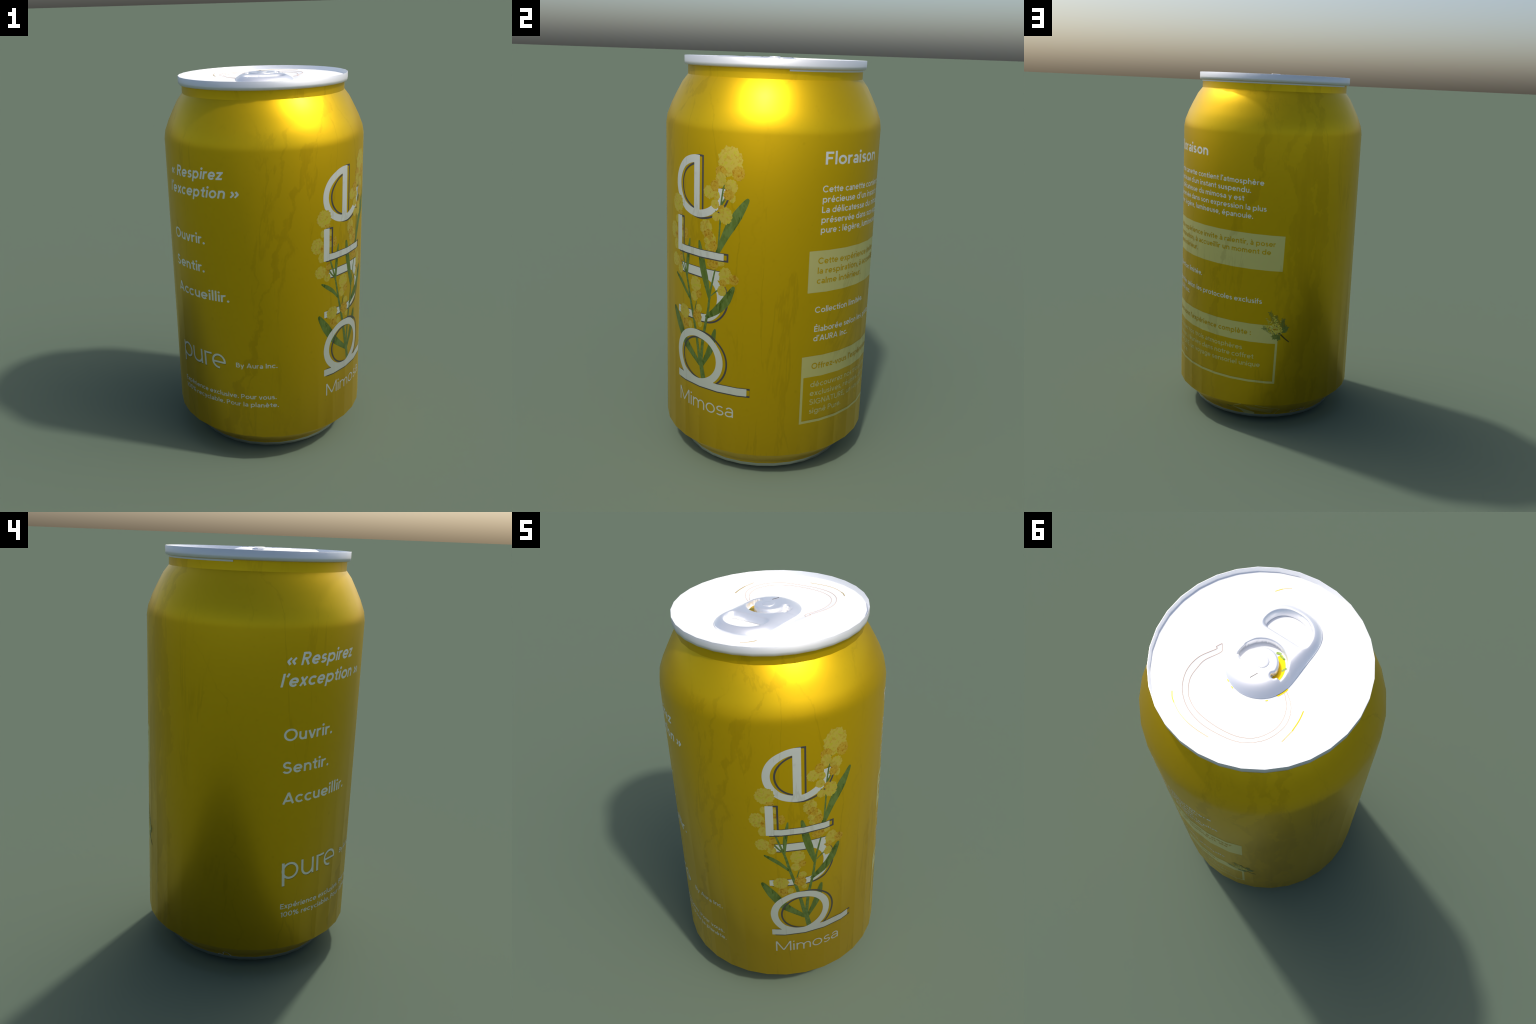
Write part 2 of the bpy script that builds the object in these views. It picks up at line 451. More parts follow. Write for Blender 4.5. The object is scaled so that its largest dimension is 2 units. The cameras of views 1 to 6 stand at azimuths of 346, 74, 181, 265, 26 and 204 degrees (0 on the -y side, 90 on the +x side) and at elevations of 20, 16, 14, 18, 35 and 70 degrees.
art = []
art.append(Print("letter_shadow", SHADOW, drop_line(big_u), (0.17, 0.51, 0.78, 1.07)))
art.append(Print("big_letter", WHITE, big_u, (0.16, 0.50, 0.79, 1.07)))
art.append(Print("letter_shadow", SHADOW, drop_line(big_e), (0.16, 0.51, 1.27, 1.59)))
art.append(Print("big_letter", WHITE, big_e, (0.15, 0.49, 1.28, 1.59)))
for pts, w in STEMS:
    slim = w < 0.006
    art.append(Print("stem", STEM, *blade(pts, w, 0.75 if slim else 0.42, 1.0, even=True)))
for pts, w in LEAVES:
    art.append(Print("leaf", LEAF, *blade(pts, w)))
art.append(Print("stem", STEM, *blade([(.343, .615), (.352, .561), (.365, .494)], .0118, 0.8, 1.15, even=True)))
for n, (kind, s, z, rx, rz) in enumerate(PUFFS):
    art.append(Print("blossom", YELLOW if kind == 'Y' else ORANGE, *puff(s, z, rx, rz, n)))
art.append(Print("letter_shadow", SHADOW, drop_line(big_p, 0.6068), (0.17, 0.62, 0.44, 0.77)))
art.append(Print("big_letter", WHITE, big_p, (0.16, 0.60, 0.45, 0.76)))
art.append(Print("letter_shadow", SHADOW, drop_line(big_r), (0.17, 0.50, 1.09, 1.29)))
art.append(Print("big_letter", WHITE, big_r, (0.15, 0.48, 1.09, 1.29)))
lay_down(art, body)

# ------------------------------------------------------------------ small word mark on the left panel
def mark_frame(S, Z):
    return S + 0.69 + 0.04 * (Z - 0.5203), Z - 0.5203 - 0.047 * (S + 0.69)
def small_word(S, Z):
    X, Y = mark_frame(S, Z)
    w = 0.0112
    p = union(box(X, Y, -0.0008, 0.0122, -0.0330, 0.0865), ring(X, Y, 0.0415, 0.0432, 0.0435, 0.0432, w))
    ub = np.maximum(ring(X, Y, 0.1375, 0.0375, 0.0372, 0.0380, w), Y - 0.0375)
    u = union(ub, box(X, Y, 0.1003, 0.1115, 0.037, 0.0865), box(X, Y, 0.1632, 0.1748, 0.0, 0.0835))
    r = union(box(X, Y, 0.1914, 0.2040, 0.0, 0.0840), box(X, Y, 0.1914, 0.2430, 0.0735, 0.0840))
    er = ring(X, Y, 0.2865, 0.0418, 0.0428, 0.0424, w)
    e = union(np.maximum(er, -np.maximum(0.2905 - X, Y - 0.0325)),
              np.maximum(box(X, Y, 0.2440, 0.3290, 0.0325, 0.0432), ellipse(X, Y, 0.2865, 0.0418, 0.0428, 0.0424)))
    return union(p, u, r, e)
bounds = (-0.71, -0.35, 0.47, 0.63)
lay_down([Print("word_mark_shadow", SOFT_SHADOW, lambda S, Z: np.maximum(small_word(S - 0.001, Z + 0.003), 0 * S - 1), bounds),
          Print("word_mark", WHITE, small_word, bounds)], body, cells=64, hz=0.0016)

# ------------------------------------------------------------------ framed panels on the right side; print sags towards its far end
def sag(s):
    return -0.034 * np.maximum(0.0, np.asarray(s) - 0.865) ** 2
def frame_field(x0, x1, y0, y1, lean):
    return lambda S, Z: box(S - lean * (S - 0.86) / 0.88 * (Z - 1.05), Z - sag(S), x0, x1, y0, y1)
notice = frame_field(0.8585, 1.7410, 0.9740, 1.1712, 0.037)
def offer(S, Z):
    X, Y = S - 0.034 * (S - 0.86) / 0.88 * (Z - 0.45), Z - sag(S)
    outer, hole = box(X, Y, 0.8475, 1.7232, 0.3140, 0.6608), box(X, Y, 0.8598, 1.7108, 0.3268, 0.5545)
    return np.maximum(outer, -hole)

def sprig_shapes():
    """Little mimosa sprig on the corner of the lower frame: feathery leaves behind flower spikes."""
    rnd = random.Random(21)
    root = np.array([1.741, 0.586])
    out = [Print("sprig_stem", STEM_BROWN, *blade([(1.790, .541), (1.765, .562), (1.735, .592)], .0042, 0.7, 1.0, even=True))]
    for tip, n in (((1.680, .712), 15), ((1.754, .672), 13), ((1.776, .628), 12), ((1.646, .624), 13), ((1.700, .568), 10), ((1.722, .560), 9), ((1.712, .690), 12)):
        tip = np.array(tip)
        d = tip - root
        side = np.array([-d[1], d[0]]) / np.hypot(*d)
        pieces = []
        for i in range(n):
            t = 0.25 + 0.75 * i / (n - 1)
            c = root + d * t
            l = 0.0165 * (1.15 - 0.6 * t) * rnd.uniform(0.8, 1.2)
            for sg in (-1, 1):
                pieces.append((c, c + side * sg * l + d / np.hypot(*d) * l * 0.9))
        def field(S, Z, pieces=pieces, a=root, b=tip):
            def cap(p, q, w):
                ux, uy = q[0] - p[0], q[1] - p[1]
                t = np.clip(((S - p[0]) * ux + (Z - p[1]) * uy) / (ux * ux + uy * uy), 0, 1)
                return np.hypot(S - p[0] - t * ux, Z - p[1] - t * uy) - w
            return np.minimum.reduce([cap(p, q, 0.0013) for p, q in pieces] + [cap(a, b, 0.0015)])
        xs = [q[0] for pq in pieces for q in pq] + [root[0]]
        ys = [q[1] for pq in pieces for q in pq] + [root[1]]
        out.append(Print("sprig_leaf", SPRIG_LEAF, field, (min(xs) - .005, max(xs) + .005, min(ys) - .005, max(ys) + .005)))
    for tip, width in (((1.655, .685), .010), ((1.652, .642), .012), ((1.697, .693), .009), ((1.725, .660), .014), ((1.690, .655), .016), ((1.672, .612), .014), ((1.712, .615), .018), ((1.740, .630), .010)):
        dots = []
        d = np.array(tip) - root
        for i in range(30):
            t = rnd.uniform(0.30, 1.0)
            c = root + d * t + np.array([rnd.gauss(0, 1), rnd.gauss(0, 1)]) * width * 0.42
            dots.append((c, rnd.uniform(0.0024, 0.0045)))
        def field(S, Z, dots=dots):
            return np.minimum.reduce([np.hypot(S - c[0], Z - c[1]) - r for c, r in dots])
        xs, ys = [c[0] for c, r in dots], [c[1] for c, r in dots]
        out.append(Print("sprig_blossom", YELLOW_BRIGHT, field, (min(xs) - .006, max(xs) + .006, min(ys) - .006, max(ys) + .006)))
    return out
SPRIG_LEAF = ink("sprig_leaf_print", (0.29, 0.32, 0.08), (0.19, 0.25, 0.06), 60.0)
STEM_BROWN = ink("brown_stem_print", (0.12, 0.10, 0.03))
YELLOW_BRIGHT = ink("sprig_blossom_print", (0.86, 0.72, 0.14), (0.60, 0.52, 0.04), 120.0, lo=0.5, hi=0.62, extra=(0.55, 0.26, 0.02))
lay_down([Print("notice_panel", PALE, notice, (0.85, 1.76, 0.90, 1.18)), Print("offer_frame", PALE, offer, (0.84, 1.74, 0.26, 0.67))], body)
lay_down(sprig_shapes(), body, cells=92, hz=0.0011, lift=INK_LIFT + 0.0004)

# label texture spills past its UV area: stray artwork, mirrored and squashed, on the foot
def strokes(lines, w):
    def field(S, Z):
        out = []
        for pts in lines:
            for (x0, y0), (x1, y1) in zip(pts, pts[1:]):
                ux, uy = x1 - x0, y1 - y0
                t = np.clip(((S - x0) * ux + (Z - y0) * uy) / (ux * ux + uy * uy), 0, 1)
                out.append(np.hypot(S - x0 - t * ux, Z - y0 - t * uy) - w)
        return np.minimum.reduce(out)
    xs, ys = [p[0] for l in lines for p in l], [p[1] for l in lines for p in l]
    return field, (min(xs) - 0.01, max(xs) + 0.01, max(0.0502, min(ys) - 0.01), min(0.153, max(ys) + 0.01))
def foot_band(S, Z):
    lower, upper = (Z - 0.111) + 0.52 * (S - 1.464), (Z - 0.111) + 0.325 * (S - 1.464)
    slant = 1.464 - S + 0.0 * Z
    return np.maximum.reduce([upper, -(Z - 0.111 + 0.95 * (S - 1.464) + 0.0), slant, 0.0505 - Z])
rows = [[(1.548 + 0.008 * i, 0.139 - 0.0105 * i), (1.640 + 0.010 * i, 0.112 - 0.0090 * i), (1.735 - 0.004 * i, 0.098 - 0.0085 * i)] for i in range(5)]
curl = [[(a + 0.0062 * math.cos(t), z + 0.0065 * math.sin(t)) for t in np.linspace(t0, t1, 9)] for a, z, t0, t1 in
        ((1.869, .0645, 0, 6.0), (1.886, .0665, -2.2, 2.2), (1.904, .0690, 3.0, 6.6), (1.921, .0705, 0.5, 4.2), (1.939, .0710, -1.0, 2.8), (1.956, .0690, 2.0, 6.4))]
lay_down([Print("texture_spill", PALE, foot_band, (1.44, 1.60, 0.0502, 0.118)),
          Print("texture_spill", PALE, *strokes([[(1.470, .118), (1.529, .152)], [(1.614, .152), (1.674, .130), (1.770, .106), (1.744, .052)]], 0.0016)),
          Print("texture_spill", PALE_TEXT, *strokes(rows, 0.0013)),
          Print("texture_spill", SPRIG_LEAF, *strokes([[(1.420, .104), (1.432, .112), (1.428, .101), (1.446, .110), (1.441, .100), (1.460, .109)]], 0.0018)),
          Print("texture_spill", WHITE, *strokes(curl + [[(1.968, .058), (1.975, .064), (1.983, .076)], [(1.975, .064), (1.970, .074)]], 0.0013)),
          Print("texture_spill", WHITE, *strokes([[(2.251, .0515), (2.264, .060), (2.281, .052)], [(2.287, .058), (2.288, .075), (2.303, .090), (2.320, .070), (2.334, .0515)]], 0.0022))],
         foot, cells=80, hz=0.0012, lift=0.0005)

# ------------------------------------------------------------------ lettering: a geometric sans drawn with strokes and arcs
XH, CAPH, ASC, DESC = 0.49, 0.70, 0.735, -0.205
def glyph(ch, w):
    """Strokes of one letter (units of the em) and its width. l: line, a: arc of an ellipse, d: dot."""
    h, X, C, A, D = w / 2, XH, CAPH, ASC, DESC
    def stem(x, y0, y1):
        return ("l", x, y0, x, y1)
    def bar(y, x0, x1):
        return ("l", x0, y, x1, y)
    def bowl(cx, cy, rx, ry, a0=0, a1=360):
        return ("a", cx, cy, rx - h, ry - h, a0, a1)
    def arch(x0, x1, top):
        return ("a", (x0 + x1) / 2, top - 0.225, (x1 - x0) / 2, 0.228 - h, 0, 180)
    dot = ("d", 0, 0, w * 0.66)
    acute, grave = ("l", 0.20, X + 0.075, 0.34, X + 0.215), ("l", 0.30, X + 0.075, 0.16, X + 0.215)
    e = [bowl(.255, .245, .255, .255, 0, 318), bar(.240, h * .6, .51 - h * .6)]
    E_ = [stem(h, 0, C), bar(C - h, 0, .43), bar(C * .52, 0, .39), bar(h, 0, .43)]
    a = [stem(.405 - h, 0, .31), bowl(.215, .31, .190, .188, 0, 152), ("a", .165, .142, .165 - h, .148 - h, 90, 270),
         bar(.290 - h, .16, .405 - h), ("a", .165, .142, .235 - h, .148 - h, 270, 352)]
    table = {
        "o": ([bowl(.258, .245, .258, .257)], .516), "e": (e, .51), "é": (e + [acute], .51), "è": (e + [grave], .51),
        "c": ([bowl(.255, .245, .255, .257, 45, 315)], .455), "a": (a, .405), "à": (a + [("l", .25, X + .075, .11, X + .215)], .405),
        "n": ([stem(h, 0, X), arch(h, .445 - h, X + .006), stem(.445 - h, 0, X - .215)], .445),
        "h": ([stem(h, 0, A), arch(h, .445 - h, X + .006), stem(.445 - h, 0, X - .215)], .445),
        "m": ([stem(h, 0, X), arch(h, .395 - h, X + .006), stem(.395 - h, 0, X - .215), arch(.395 - h, .79 - w - h, X + .006), stem(.79 - w - h, 0, X - .215)], .79 - w),
        "r": ([stem(h, 0, X), ("a", .225, X - .200, .225 - h, .206 - h, 68, 180)], .300),
        "i": ([stem(h, 0, X), ("d", h, X + .155, w * .64)], w), "l": ([stem(h, 0, A)], w),
        "u": ([stem(.435 - h, 0, X), stem(h, .225, X), ("a", .2175, .222, .2175 - h, .230 - h, 180, 360)], .435),
        "p": ([stem(h, D, X), bowl(.258, .245, .258, .257)], .516), "b": ([stem(h, 0, A), bowl(.258, .245, .258, .257)], .516),
        "d": ([stem(.516 - h, 0, A), bowl(.258, .245, .258, .257)], .516), "q": ([stem(.516 - h, D, X), bowl(.258, .245, .258, .257)], .516),
        "g": ([stem(.516 - h, -.02, X), bowl(.258, .245, .258, .257), ("a", .258, -.02, .258 - h, .20 - h, 205, 360)], .516),
        "t": ([stem(.105 + h, .12, .635), bar(X - h, 0, .315), ("a", .225 + h, .12, .12, .12 - h, 180, 275)], .315),
        "f": ([stem(.085 + h, 0, .60), bar(X - h, 0, .295), ("a", .205 + h, .60, .12, A - .60 - h, 85, 180)], .305),
        "s": ([("a", .19, .245 + (.252 - h) / 2, .170 - h, (.252 - h) / 2, 28, 270), ("a", .19, .245 - (.252 - h) / 2, .188 - h, (.252 - h) / 2, 208, 450)], .378),
        "v": ([("l", h * 1.1, X, .235, 0), ("l", .47 - h * 1.1, X, .235, 0)], .47), "y": ([("l", h * 1.1, X, .245, .02), ("l", .48 - h * 1.1, X, .155, D)], .48),
        "x": ([("l", h * 1.2, 0, .46 - h * 1.2, X), ("l", h * 1.2, X, .46 - h * 1.2, 0)], .46),
        "z": ([bar(X - h, 0.01, .40), bar(h, 0, .40), ("l", h * 1.2, h, .40 - h * 1.2, X - h)], .40),
        "A": ([("l", h * 1.1, 0, .325, C), ("l", .65 - h * 1.1, 0, .325, C), bar(.195, .12, .53)], .65),
        "B": ([stem(h, 0, C), bar(C - h, 0, .27), bar(.375, 0, .30), bar(h, 0, .30), ("a", .27, (C - h + .375) / 2, .19 - h, (C - h - .375) / 2, -90, 90), ("a", .30, (.375 + h) / 2, .20 - h, (.375 - h) / 2, -90, 90)], .50),
        "C": ([bowl(.355, .35, .355, .362, 42, 318)], .645), "E": (E_, .43), "É": (E_ + [("l", .18, C + .07, .31, C + .20)], .43),
        "F": ([stem(h, 0, C), bar(C - h, 0, .42), bar(C * .50, 0, .37)], .42),
        "G": ([bowl(.355, .35, .355, .362, 42, 358), bar(.335, .37, .71 - h * .3)], .71),
        "I": ([stem(h, 0, C)], w), "L": ([stem(h, 0, C), bar(h, 0, .39)], .39),
        "M": ([stem(h, 0, C), stem(.745 - h, 0, C), ("l", h * 1.1, C, .3725, .09), ("l", .745 - h * 1.1, C, .3725, .09)], .745),
        "N": ([stem(h, 0, C), stem(.58 - h, 0, C), ("l", h, C, .58 - h, 0)], .58), "O": ([bowl(.362, .35, .362, .362)], .724),
        "P": ([stem(h, 0, C), bar(C - h, 0, .26), bar(.275 + h, 0, .26), ("a", .26, (C + .275) / 2, .22 - h, (C - .275) / 2 - h, -90, 90)], .48),
        "R": ([stem(h, 0, C), bar(C - h, 0, .26), bar(.285 + h, 0, .27), ("a", .26, (C + .285) / 2, .22 - h, (C - .285) / 2 - h, -90, 90), ("l", .25, .30, .50 - h, 0)], .50),
        "S": ([("a", .25, .352 + (.362 - h) / 2, .225 - h, (.358 - h) / 2, 25, 270), ("a", .25, .352 - (.362 - h) / 2, .248 - h, (.362 - h) / 2, 205, 450)], .50),
        "T": ([stem(.27, 0, C), bar(C - h, 0, .54)], .54), "U": ([stem(h, .25, C), stem(.56 - h, .25, C), ("a", .28, .25, .28 - h, .258 - h, 180, 360)], .56),
        "1": ([stem(.20 - h, 0, C), ("l", .0, C - .13, .20 - h, C - h * .4)], .20), "0": ([bowl(.265, .35, .265, .358)], .53),
        "%": ([bowl(.165, .525, .165, .178), bowl(.56, .165, .165, .178), ("l", .17, -.01, .555, .71)], .725),
        ".": ([("d", w * .66, w * .6, w * .66)], w * 1.32), ":": ([("d", w * .66, w * .6, w * .66), ("d", w * .66, X - w * .6, w * .66)], w * 1.32),
        ",": ([("l", w * .75, w * .9, w * .25, -.11)], w * 1.2), "’": ([("l", w * .95, A, w * .35, A - .20)], w * 1.25), "-": ([bar(.25, 0, .27)], .27),
        "«": ([("l", .22, .43, .05, .235), ("l", .05, .265, .22, .07), ("l", .48, .43, .31, .235), ("l", .31, .265, .48, .07)], .50),
        "»": ([("l", .02, .43, .19, .235), ("l", .19, .265, .02, .07), ("l", .28, .43, .45, .235), ("l", .45, .265, .28, .07)], .50),
    }
    return table[ch]

def stroke_field(x, y, parts, w):
    out = []
    for p in parts:
        if p[0] == "l":
            _, x0, y0, x1, y1 = p
            ln = math.hypot(x1 - x0, y1 - y0)
            ux, uy = (x1 - x0) / ln, (y1 - y0) / ln
            t, n = (x - x0) * ux + (y - y0) * uy, -(x - x0) * uy + (y - y0) * ux
            out.append(np.maximum(np.abs(t - ln / 2) - ln / 2, np.abs(n) - w / 2))
        elif p[0] == "a":
            _, cx, cy, rx, ry, a0, a1 = p
            f = np.abs(ellipse(x, y, cx, cy, rx, ry)) - w / 2
            if a1 - a0 < 360:
                span = math.radians(a1 - a0)
                ang = np.mod(np.arctan2((y - cy) / ry, (x - cx) / rx) - math.radians(a0), 2 * math.pi)
                out_by = np.where(ang <= span, -np.minimum(ang, span - ang), np.minimum(ang - span, 2 * math.pi - ang))
                f = np.maximum(f, out_by * np.hypot(x - cx, y - cy) - 0.002)
            out.append(f)
        else:
            out.append(np.hypot(x - p[1], y - p[2]) - p[3])
    return np.minimum.reduce(out)

TIGHT = {"’": 0.035, ".": 0.05, ",": 0.05, "r": 0.04, "t": 0.035, "f": 0.025, "v": 0.025, "y": 0.025, "x": 0.025, "A": 0.03, "T": 0.03, "z": 0.04, "-": 0.04,
         "c": 0.045, "e": 0.05, "o": 0.05, "a": 0.055, "s": 0.045, "C": 0.06, "O": 0.06, "L": 0.04, "É": 0.06, "E": 0.06}
def set_text(text, s0, s1, z0, cap, mat, slope=0.0, curve=0.0, bold=0.09, slant=0.0, sagging=False, lift=INK_LIFT):
    pen, places = 0.0, []
    for ch in text:
        if ch == " ":
            pen += 0.235
            continue
        parts, width = glyph(ch, bold)
        side = 0.68 * TIGHT.get(ch, 0.07)
        pen += side
        places.append((pen, parts, width))
        pen += width + side
    lo, hi = places[0][0], places[-1][0] + places[-1][2]
    ky = cap / CAPH
    lean = slant * 0.30
    kx = (s1 - s0) / (hi - lo + lean)
    fine = 0.0010 if cap < 0.035 else 0.0016
    cells = round(SEG / fine)
    hs, hz = SEG / cells, fine
    base = lambda s: z0 + slope * (s - s0) + curve * (s - s0) ** 2 + (sag(s) if sagging else 0.0)
    ends = base(np.linspace(s0, s1, 40))
    i0, i1 = math.floor((s0 - 0.02 - S_PHASE) / hs), math.ceil((s1 + 0.02 - S_PHASE) / hs)
    j0, j1 = math.floor((ends.min() - 0.34 * ky) / hz), math.ceil((ends.max() + 0.98 * ky) / hz)
    xs, ys = S_PHASE + np.arange(i0, i1 + 1) * hs, np.arange(j0, j1 + 1) * hz
    F = np.full((len(xs), len(ys)), 1.0)
    for at, parts, width in places:
        a = max(0, np.searchsorted(xs, s0 + (at - lo - 0.16) * kx) - 1)
        b = min(len(xs), np.searchsorted(xs, s0 + (at - lo + width + 0.16 + lean) * kx) + 1)
        S, Z = np.meshgrid(xs[a:b], ys, indexing="ij")
        y = (Z - base(S)) / ky
        x = (S - s0) / kx + lo - at - slant * y
        F[a:b] = np.minimum(F[a:b], stroke_field(x, y, parts, bold))
    pts, faces = fill(F, xs, ys)
    p, n = on_skin(pts[:, 0], pts[:, 1], lift)
    return new_object("printed_text", mesh_from("printed_text", p, faces, n), body, [mat])

BOLD, SEMI, MEDIUM = 0.122, 0.116, 0.114
# left panel
set_text("« Respirez", -.7225, -.3360, 1.5290, .0555, WHITE, slope=.0495, bold=BOLD, slant=.19)
set_text("l’exception »", -.7425, -.2555, 1.4380, .0555, WHITE, slope=.0485, bold=BOLD, slant=.19)
set_text("Ouvrir.", -.7155, -.4567, 1.1980, .0545, WHITE, slope=.047, bold=SEMI)
set_text("Sentir.", -.7151, -.4670, 1.0470, .0545, WHITE, slope=.049, bold=SEMI)
set_text("Accueillir.", -.7085, -.3275, .9010, .0545, WHITE, slope=.050, bold=SEMI)
set_text("By Aura Inc.", -.3054, -.0881, .5603, .0272, WHITE, slope=.028, bold=MEDIUM)
set_text("Expérience exclusive. Pour vous.", -.6920, -.0953, .3665, .0275, WHITE, slope=.040, curve=-.0195, bold=MEDIUM)
set_text("100% recyclable. Pour la planète.", -.6870, -.0847, .3222, .0265, WHITE, slope=.040, curve=-.0275, bold=MEDIUM)
# right panel
set_text("Floraison", .9144, 1.2756, 1.5582, .0560, WHITE, slope=-.0180, bold=BOLD)
right = [("Cette canette contient l’atmosphère", .9083, 1.6183, 1.4363), ("précieuse d’un instant suspendu.", .9104, 1.5493, 1.3903),
         ("La délicatesse du mimosa y est", .9095, 1.5127, 1.3440), ("préservée dans son expression la plus", .9095, 1.6365, 1.2982),
         ("pure : légère, lumineuse, épanouie.", .9093, 1.5653, 1.2525)]
for t, a, b, z in right:
    set_text(t, a, b, z, .0292, WHITE, bold=MEDIUM, sagging=True)
for t, a, b, z in (("Cette expérience invite à ralentir, à poser", .9049, 1.6938, 1.1096), ("la respiration, à accueillir un moment de", .9043, 1.6698, 1.0630), ("calme intérieur.", .9028, 1.1994, 1.0158)):
    set_text(t, a, b, z, .0288, GOLD, bold=MEDIUM, sagging=True, lift=0.0009)
set_text("Collection limitée.", .9017, 1.2425, .8752, .0288, WHITE, bold=MEDIUM, sagging=True)
set_text("Élaborée selon les protocoles exclusifs", .9030, 1.6305, .7815, .0288, WHITE, bold=MEDIUM, sagging=True)
set_text("d’AURA Inc.", .9011, 1.1129, .7345, .0288, WHITE, bold=MEDIUM, sagging=True)
set_text("Offrez-vous l’expérience complète :", .8993, 1.5756, .5944, .0298, GOLD, bold=MEDIUM, sagging=True, lift=0.0009)
for t, a, b, z in (("découvrez nos trois atmosphères", .8984, 1.5273, .5008), ("exclusives, réunies dans notre coffret", .8978, 1.5951, .4550),
                   ("SIGNATURE, un voyage sensoriel unique", .8972, 1.6323, .4088), ("signé Pure.", .8983, 1.0968, .3620)):
    set_text(t, a, b, z, .0282, PALE_TEXT, bold=0.108, sagging=True)
# front
set_text("Mimosa", .1905, .5290, .3402, .0705, WHITE, bold=0.066)

# ------------------------------------------------------------------ pull tab and lid details (lid coordinates: x, y)
def tab_frame(X, Y):
    return X * AX[0] + Y * AX[1], X * AX[1] - Y * AX[0]     # along, across
def tab_outline(X, Y):
    u, v = tab_frame(X, Y)
    nose = np.hypot(X, Y) - 0.1395
    waist = box(u, v, -0.165, 0.0, -0.1405, 0.1405)
    ue, ve = np.abs(u + 0.155) / 0.140, np.abs(v) / 0.1420
    finger = ((ue ** 2.4 + ve ** 2.4) ** (1 / 2.4) - 1) * 0.14
    return union(nose, waist, finger)
def finger_hole(X, Y):
    u, v = tab_frame(X, Y)
    ue, ve = np.abs(u + 0.163) / 0.0960, np.abs(v + 0.002) / 0.1020
    d = ((ue ** 2.2 + ve ** 2.2) ** (1 / 2.2) - 1) * 0.099
    flat = u + 0.1410
    k = np.clip(1 - np.abs(d - flat) / 0.030, 0, 1)        # rounded corners
    return np.maximum(d, flat) + 0.030 * k * k / 4
def slot(X, Y, grow=0.0):
    r, a = np.hypot(X, Y), np.arctan2(X, -Y)                # azimuth about the rivet
    ux, uy = 0.0757, 0.0040
    vx, vy = -0.0660, 0.0305
    arc = np.maximum(np.abs(r - 0.0850) - (0.0175 + grow), 0)
    inside = (a < math.radians(92)) & (a > math.radians(-113))
    body_ = np.where(inside, np.abs(r - 0.0850) - (0.0175 + grow), 1.0)
    return union(body_, np.hypot(X - ux, Y - uy) - (0.0125 + grow), np.hypot(X - vx, Y - vy) - (0.0130 + grow))

def tab_object():
    h = 0.0036
    xs, ys = np.arange(-0.20, 0.20, h), np.arange(-0.32, 0.17, h)
    X, Y = np.meshgrid(xs, ys, indexing="ij")
    F = np.maximum(tab_outline(X, Y), -np.minimum(finger_hole(X, Y), slot(X, Y)))
    pts, faces = fill(F, xs, ys)
    x, y = pts[:, 0], pts[:, 1]
    along = np.clip((tab_frame(x, y)[0] + 0.20) / 0.20, 0, 1)
    d = np.clip(-tab_outline(x, y) / (0.038 + 0.036 * along), 0, 1)
    step = 0.0110 - 0.0070 * along
    top = PANEL_Z + step + (0.0315 - step) * (1 - (1 - d) ** 2)
    lipd = np.clip(np.minimum(finger_hole(x, y), slot(x, y)) / 0.008, 0, 1)
    top = top - 0.0040 * (1 - lipd) ** 2
    n = len(pts)
    # the sheet curls in under itself round the finger hole and the slot
    cut = lambda p, q: np.minimum(finger_hole(p, q), slot(p, q))
    e = 1e-4
    gx, gy = (cut(x + e, y) - cut(x - e, y)) / (2 * e), (cut(x, y + e) - cut(x, y - e)) / (2 * e)
    gl = np.hypot(gx, gy) + 1e-9
    tuck = np.where(np.abs(cut(x, y)) < 0.0012, np.where(finger_hole(x, y) < slot(x, y), 0.0100, 0.0015), 0.0)
    verts = [(a, b, c) for a, b, c in zip(x, y, top)] + [(a, b, PANEL_Z + (0.0020 if k else -0.0020)) for a, b, k in zip(x - gx / gl * tuck, y - gy / gl * tuck, tuck)]
    edges = {}
    for f in faces:
        for a, b in zip(f, f[1:] + f[:1]):
            edges[(a, b)] = True
    out = [tuple(f) for f in faces] + [tuple(v + n for v in reversed(f)) for f in faces]
    for a, b in edges:
        if (b, a) not in edges:
            out.append((b, a, a + n, b + n))
    me = mesh_from("pull_tab", verts, out)
    bm = bmesh.new()
    bm.from_mesh(me)
    bmesh.ops.recalc_face_normals(bm, faces=bm.faces[:])
    bm.to_mesh(me)
    bm.free()
    me.shade_smooth()
    me.set_sharp_from_angle(angle=math.radians(50))
    return new_object("pull_tab", me, lid, [TAB])
tab = tab_object()

def turned(name, cx, cy, rows, parent, mat, n=28):
    verts, faces = [], []
    for r, z in rows:
        verts += [(cx + r * math.cos(2 * math.pi * k / n), cy + r * math.sin(2 * math.pi * k / n), z) for k in range(n)]
    for i in range(len(rows) - 1):
        for k in range(n):
            k2 = (k + 1) % n
            faces.append((i * n + k, i * n + k2, (i + 1) * n + k2, (i + 1) * n + k))
    faces.append(tuple((len(rows) - 1) * n + k for k in range(n)))
    me = mesh_from(name, verts, faces)
    me.set_sharp_from_angle(angle=math.radians(40))
    return new_object(name, me, parent, [mat])
rivet = turned("rivet", -0.004, -0.004, [(0.0275, 1.9955), (0.0262, 1.9990), (0.0235, 2.0), (0.010, 2.0)], tab, TAB)

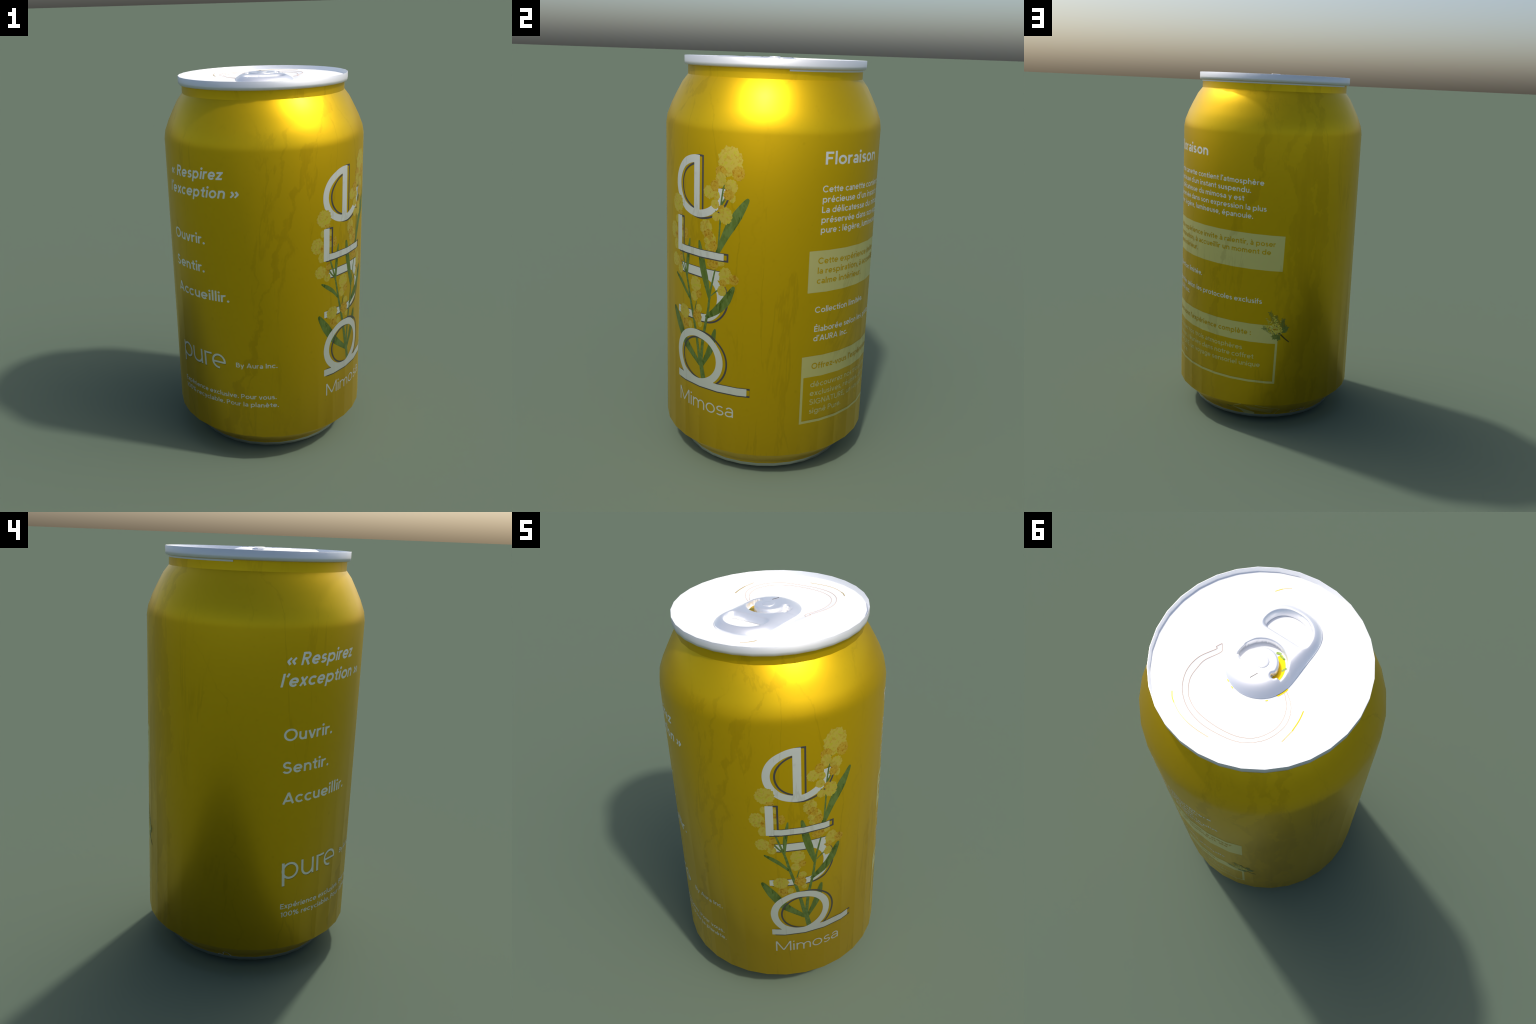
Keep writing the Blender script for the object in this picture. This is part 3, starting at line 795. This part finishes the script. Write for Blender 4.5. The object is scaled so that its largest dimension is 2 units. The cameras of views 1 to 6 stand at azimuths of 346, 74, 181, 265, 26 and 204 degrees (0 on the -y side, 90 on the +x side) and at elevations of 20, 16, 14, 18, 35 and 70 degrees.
def ribbon(name, points, width, z0, z1, parent, mat, on_panel=False):
    """A thin raised line along a spline on the lid."""
    c = spline(points, 8)
    t = np.gradient(c, axis=0)
    t /= np.hypot(t[:, 0], t[:, 1])[:, None]
    nrm = np.stack([-t[:, 1], t[:, 0]], -1) * width / 2
    a, b = c + nrm, c - nrm
    n = len(c)
    g = (lambda p: float(panel_height(*p))) if on_panel else (lambda p: 0.0)
    verts = [(*p, z1 + g(p)) for p in a] + [(*p, z1 + g(p)) for p in b] + [(*p, z0 + g(p)) for p in a] + [(*p, z0 + g(p)) for p in b]
    faces = []
    for i in range(n - 1):
        faces += [(i + n, i + n + 1, i + 1, i), (i, i + 1, i + 1 + 2 * n, i + 2 * n), (i + 3 * n, i + 3 * n + 1, i + n + 1, i + n)]
    faces += [(0, 2 * n, 3 * n, n), (n - 1, 2 * n - 1, 4 * n - 1, 3 * n - 1)]
    return new_object(name, mesh_from(name, verts, faces, smooth=False), parent, [mat])

ZL = PANEL_Z
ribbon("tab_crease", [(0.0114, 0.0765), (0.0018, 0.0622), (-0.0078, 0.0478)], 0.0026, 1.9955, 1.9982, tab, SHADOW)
outer = [(.1790, -.0253), (.1935, -.0030), (.1895, .0055), (.2351, .0661), (.2520, .1318), (.2397, .1980), (.2088, .2478), (.1660, .2844), (.1043, .3120), (.0384, .3234),
         (-.0320, .3257), (-.0828, .3139), (-.1414, .2784), (-.1782, .2216), (-.1887, .1679), (-.1712, .1066), (-.1242, .0503)]
inner = [(.1790, -.0253), (.1675, -.0040), (.1713, .0142), (.2091, .0654), (.2214, .1073), (.2265, .1565), (.2113, .2067), (.1887, .2389), (.1477, .2694), (.0929, .2898), (.0295, .3025),
         (-.0345, .3045), (-.0852, .2920), (-.1236, .2668), (-.1582, .2190), (-.1679, .1703), (-.1605, .1253), (-.1398, .0857), (-.1188, .0600)]
ribbon("score_line", outer, 0.0018, -0.001, 0.0009, panel, SCORE, True)
ribbon("score_line", inner, 0.0018, -0.001, 0.0009, panel, SCORE, True)
for pts, w in (([(.2631, .2382), (.2500, .2620), (.2341, .2786)], .0034), ([(.2341, .2786), (.2000, .3065), (.1568, .3285), (.1116, .3424), (.0547, .3523)], .0015),
               ([(-.2258, .1135), (-.2265, .1400), (-.2252, .1654), (-.2195, .2052)], .0042), ([(-.2195, .2052), (-.2016, .2603)], .0018),
               ([(.0863, -.3238), (.0740, -.3360), (.0626, -.3462)], .0028), ([(.0626, -.3462), (.0308, -.3643)], .0014)):
    ribbon("mesh_gap_line", pts, w, -0.001, 0.0008, panel, GOLD, True)  # gold lines laid where gaps in the source mesh show through

# label texture glitch copied as flat patches in the slot and beside the tab nose
def flat_patch(name, field, x0, x1, y0, y1, z, parent, mat, h=0.003):
    xs, ys = np.arange(x0, x1, h), np.arange(y0, y1, h)
    X, Y = np.meshgrid(xs, ys, indexing="ij")
    pts, faces = fill(field(X, Y), xs, ys)
    top = [(a, b, z) for a, b in pts]
    return new_object(name, mesh_from(name, top, faces, smooth=False), parent, [mat])
def slot_glitch(X, Y):
    r, a = np.hypot(X, Y), np.degrees(np.arctan2(X, -Y))
    return np.maximum(np.abs(r - 0.0790) - 0.0150, np.where((a < -34) & (a > -120), -1.0, 1.0) * 0.01)
flat_patch("texture_glitch", slot_glitch, -0.13, 0.0, -0.12, 0.075, ZL + 0.0010, panel, GOLD)
def bit(cx, cy, hx, hy, ang):
    c, s = math.cos(math.radians(ang)), math.sin(math.radians(ang))
    return lambda X, Y: box((X - cx) * c + (Y - cy) * s, -(X - cx) * s + (Y - cy) * c, -hx, hx, -hy, hy)
for cx, cy, hx, hy, ang in ((-0.040, -0.077, 0.010, 0.005, 10), (-0.060, -0.066, 0.014, 0.004, -25), (-0.087, -0.020, 0.012, 0.0035, 60)):
    flat_patch("green_glitch", bit(cx, cy, hx, hy, ang), cx - 0.02, cx + 0.02, cy - 0.02, cy + 0.02, ZL + 0.0018, panel, LEAF, 0.002)
def nose_glitch(X, Y):
    r, a = np.hypot(X, Y), np.degrees(np.arctan2(X, -Y)) % 360
    return np.maximum(np.abs(r - 0.1385) - 0.0075, np.where((a > 229) & (a < 250), -0.01, 0.01))
flat_patch("texture_glitch", nose_glitch, -0.16, -0.08, 0.02, 0.12, ZL + 0.0010, panel, GOLD)
for cx, cy, ang in ((0.0905, 0.1085, -40), (0.0635, 0.1285, -30), (-0.0800, 0.1260, 30)):
    flat_patch("texture_glitch", bit(cx, cy, 0.0055, 0.0018, ang), cx - 0.02, cx + 0.02, cy - 0.02, cy + 0.02, ZL + 0.0010, panel, GOLD, 0.0015)
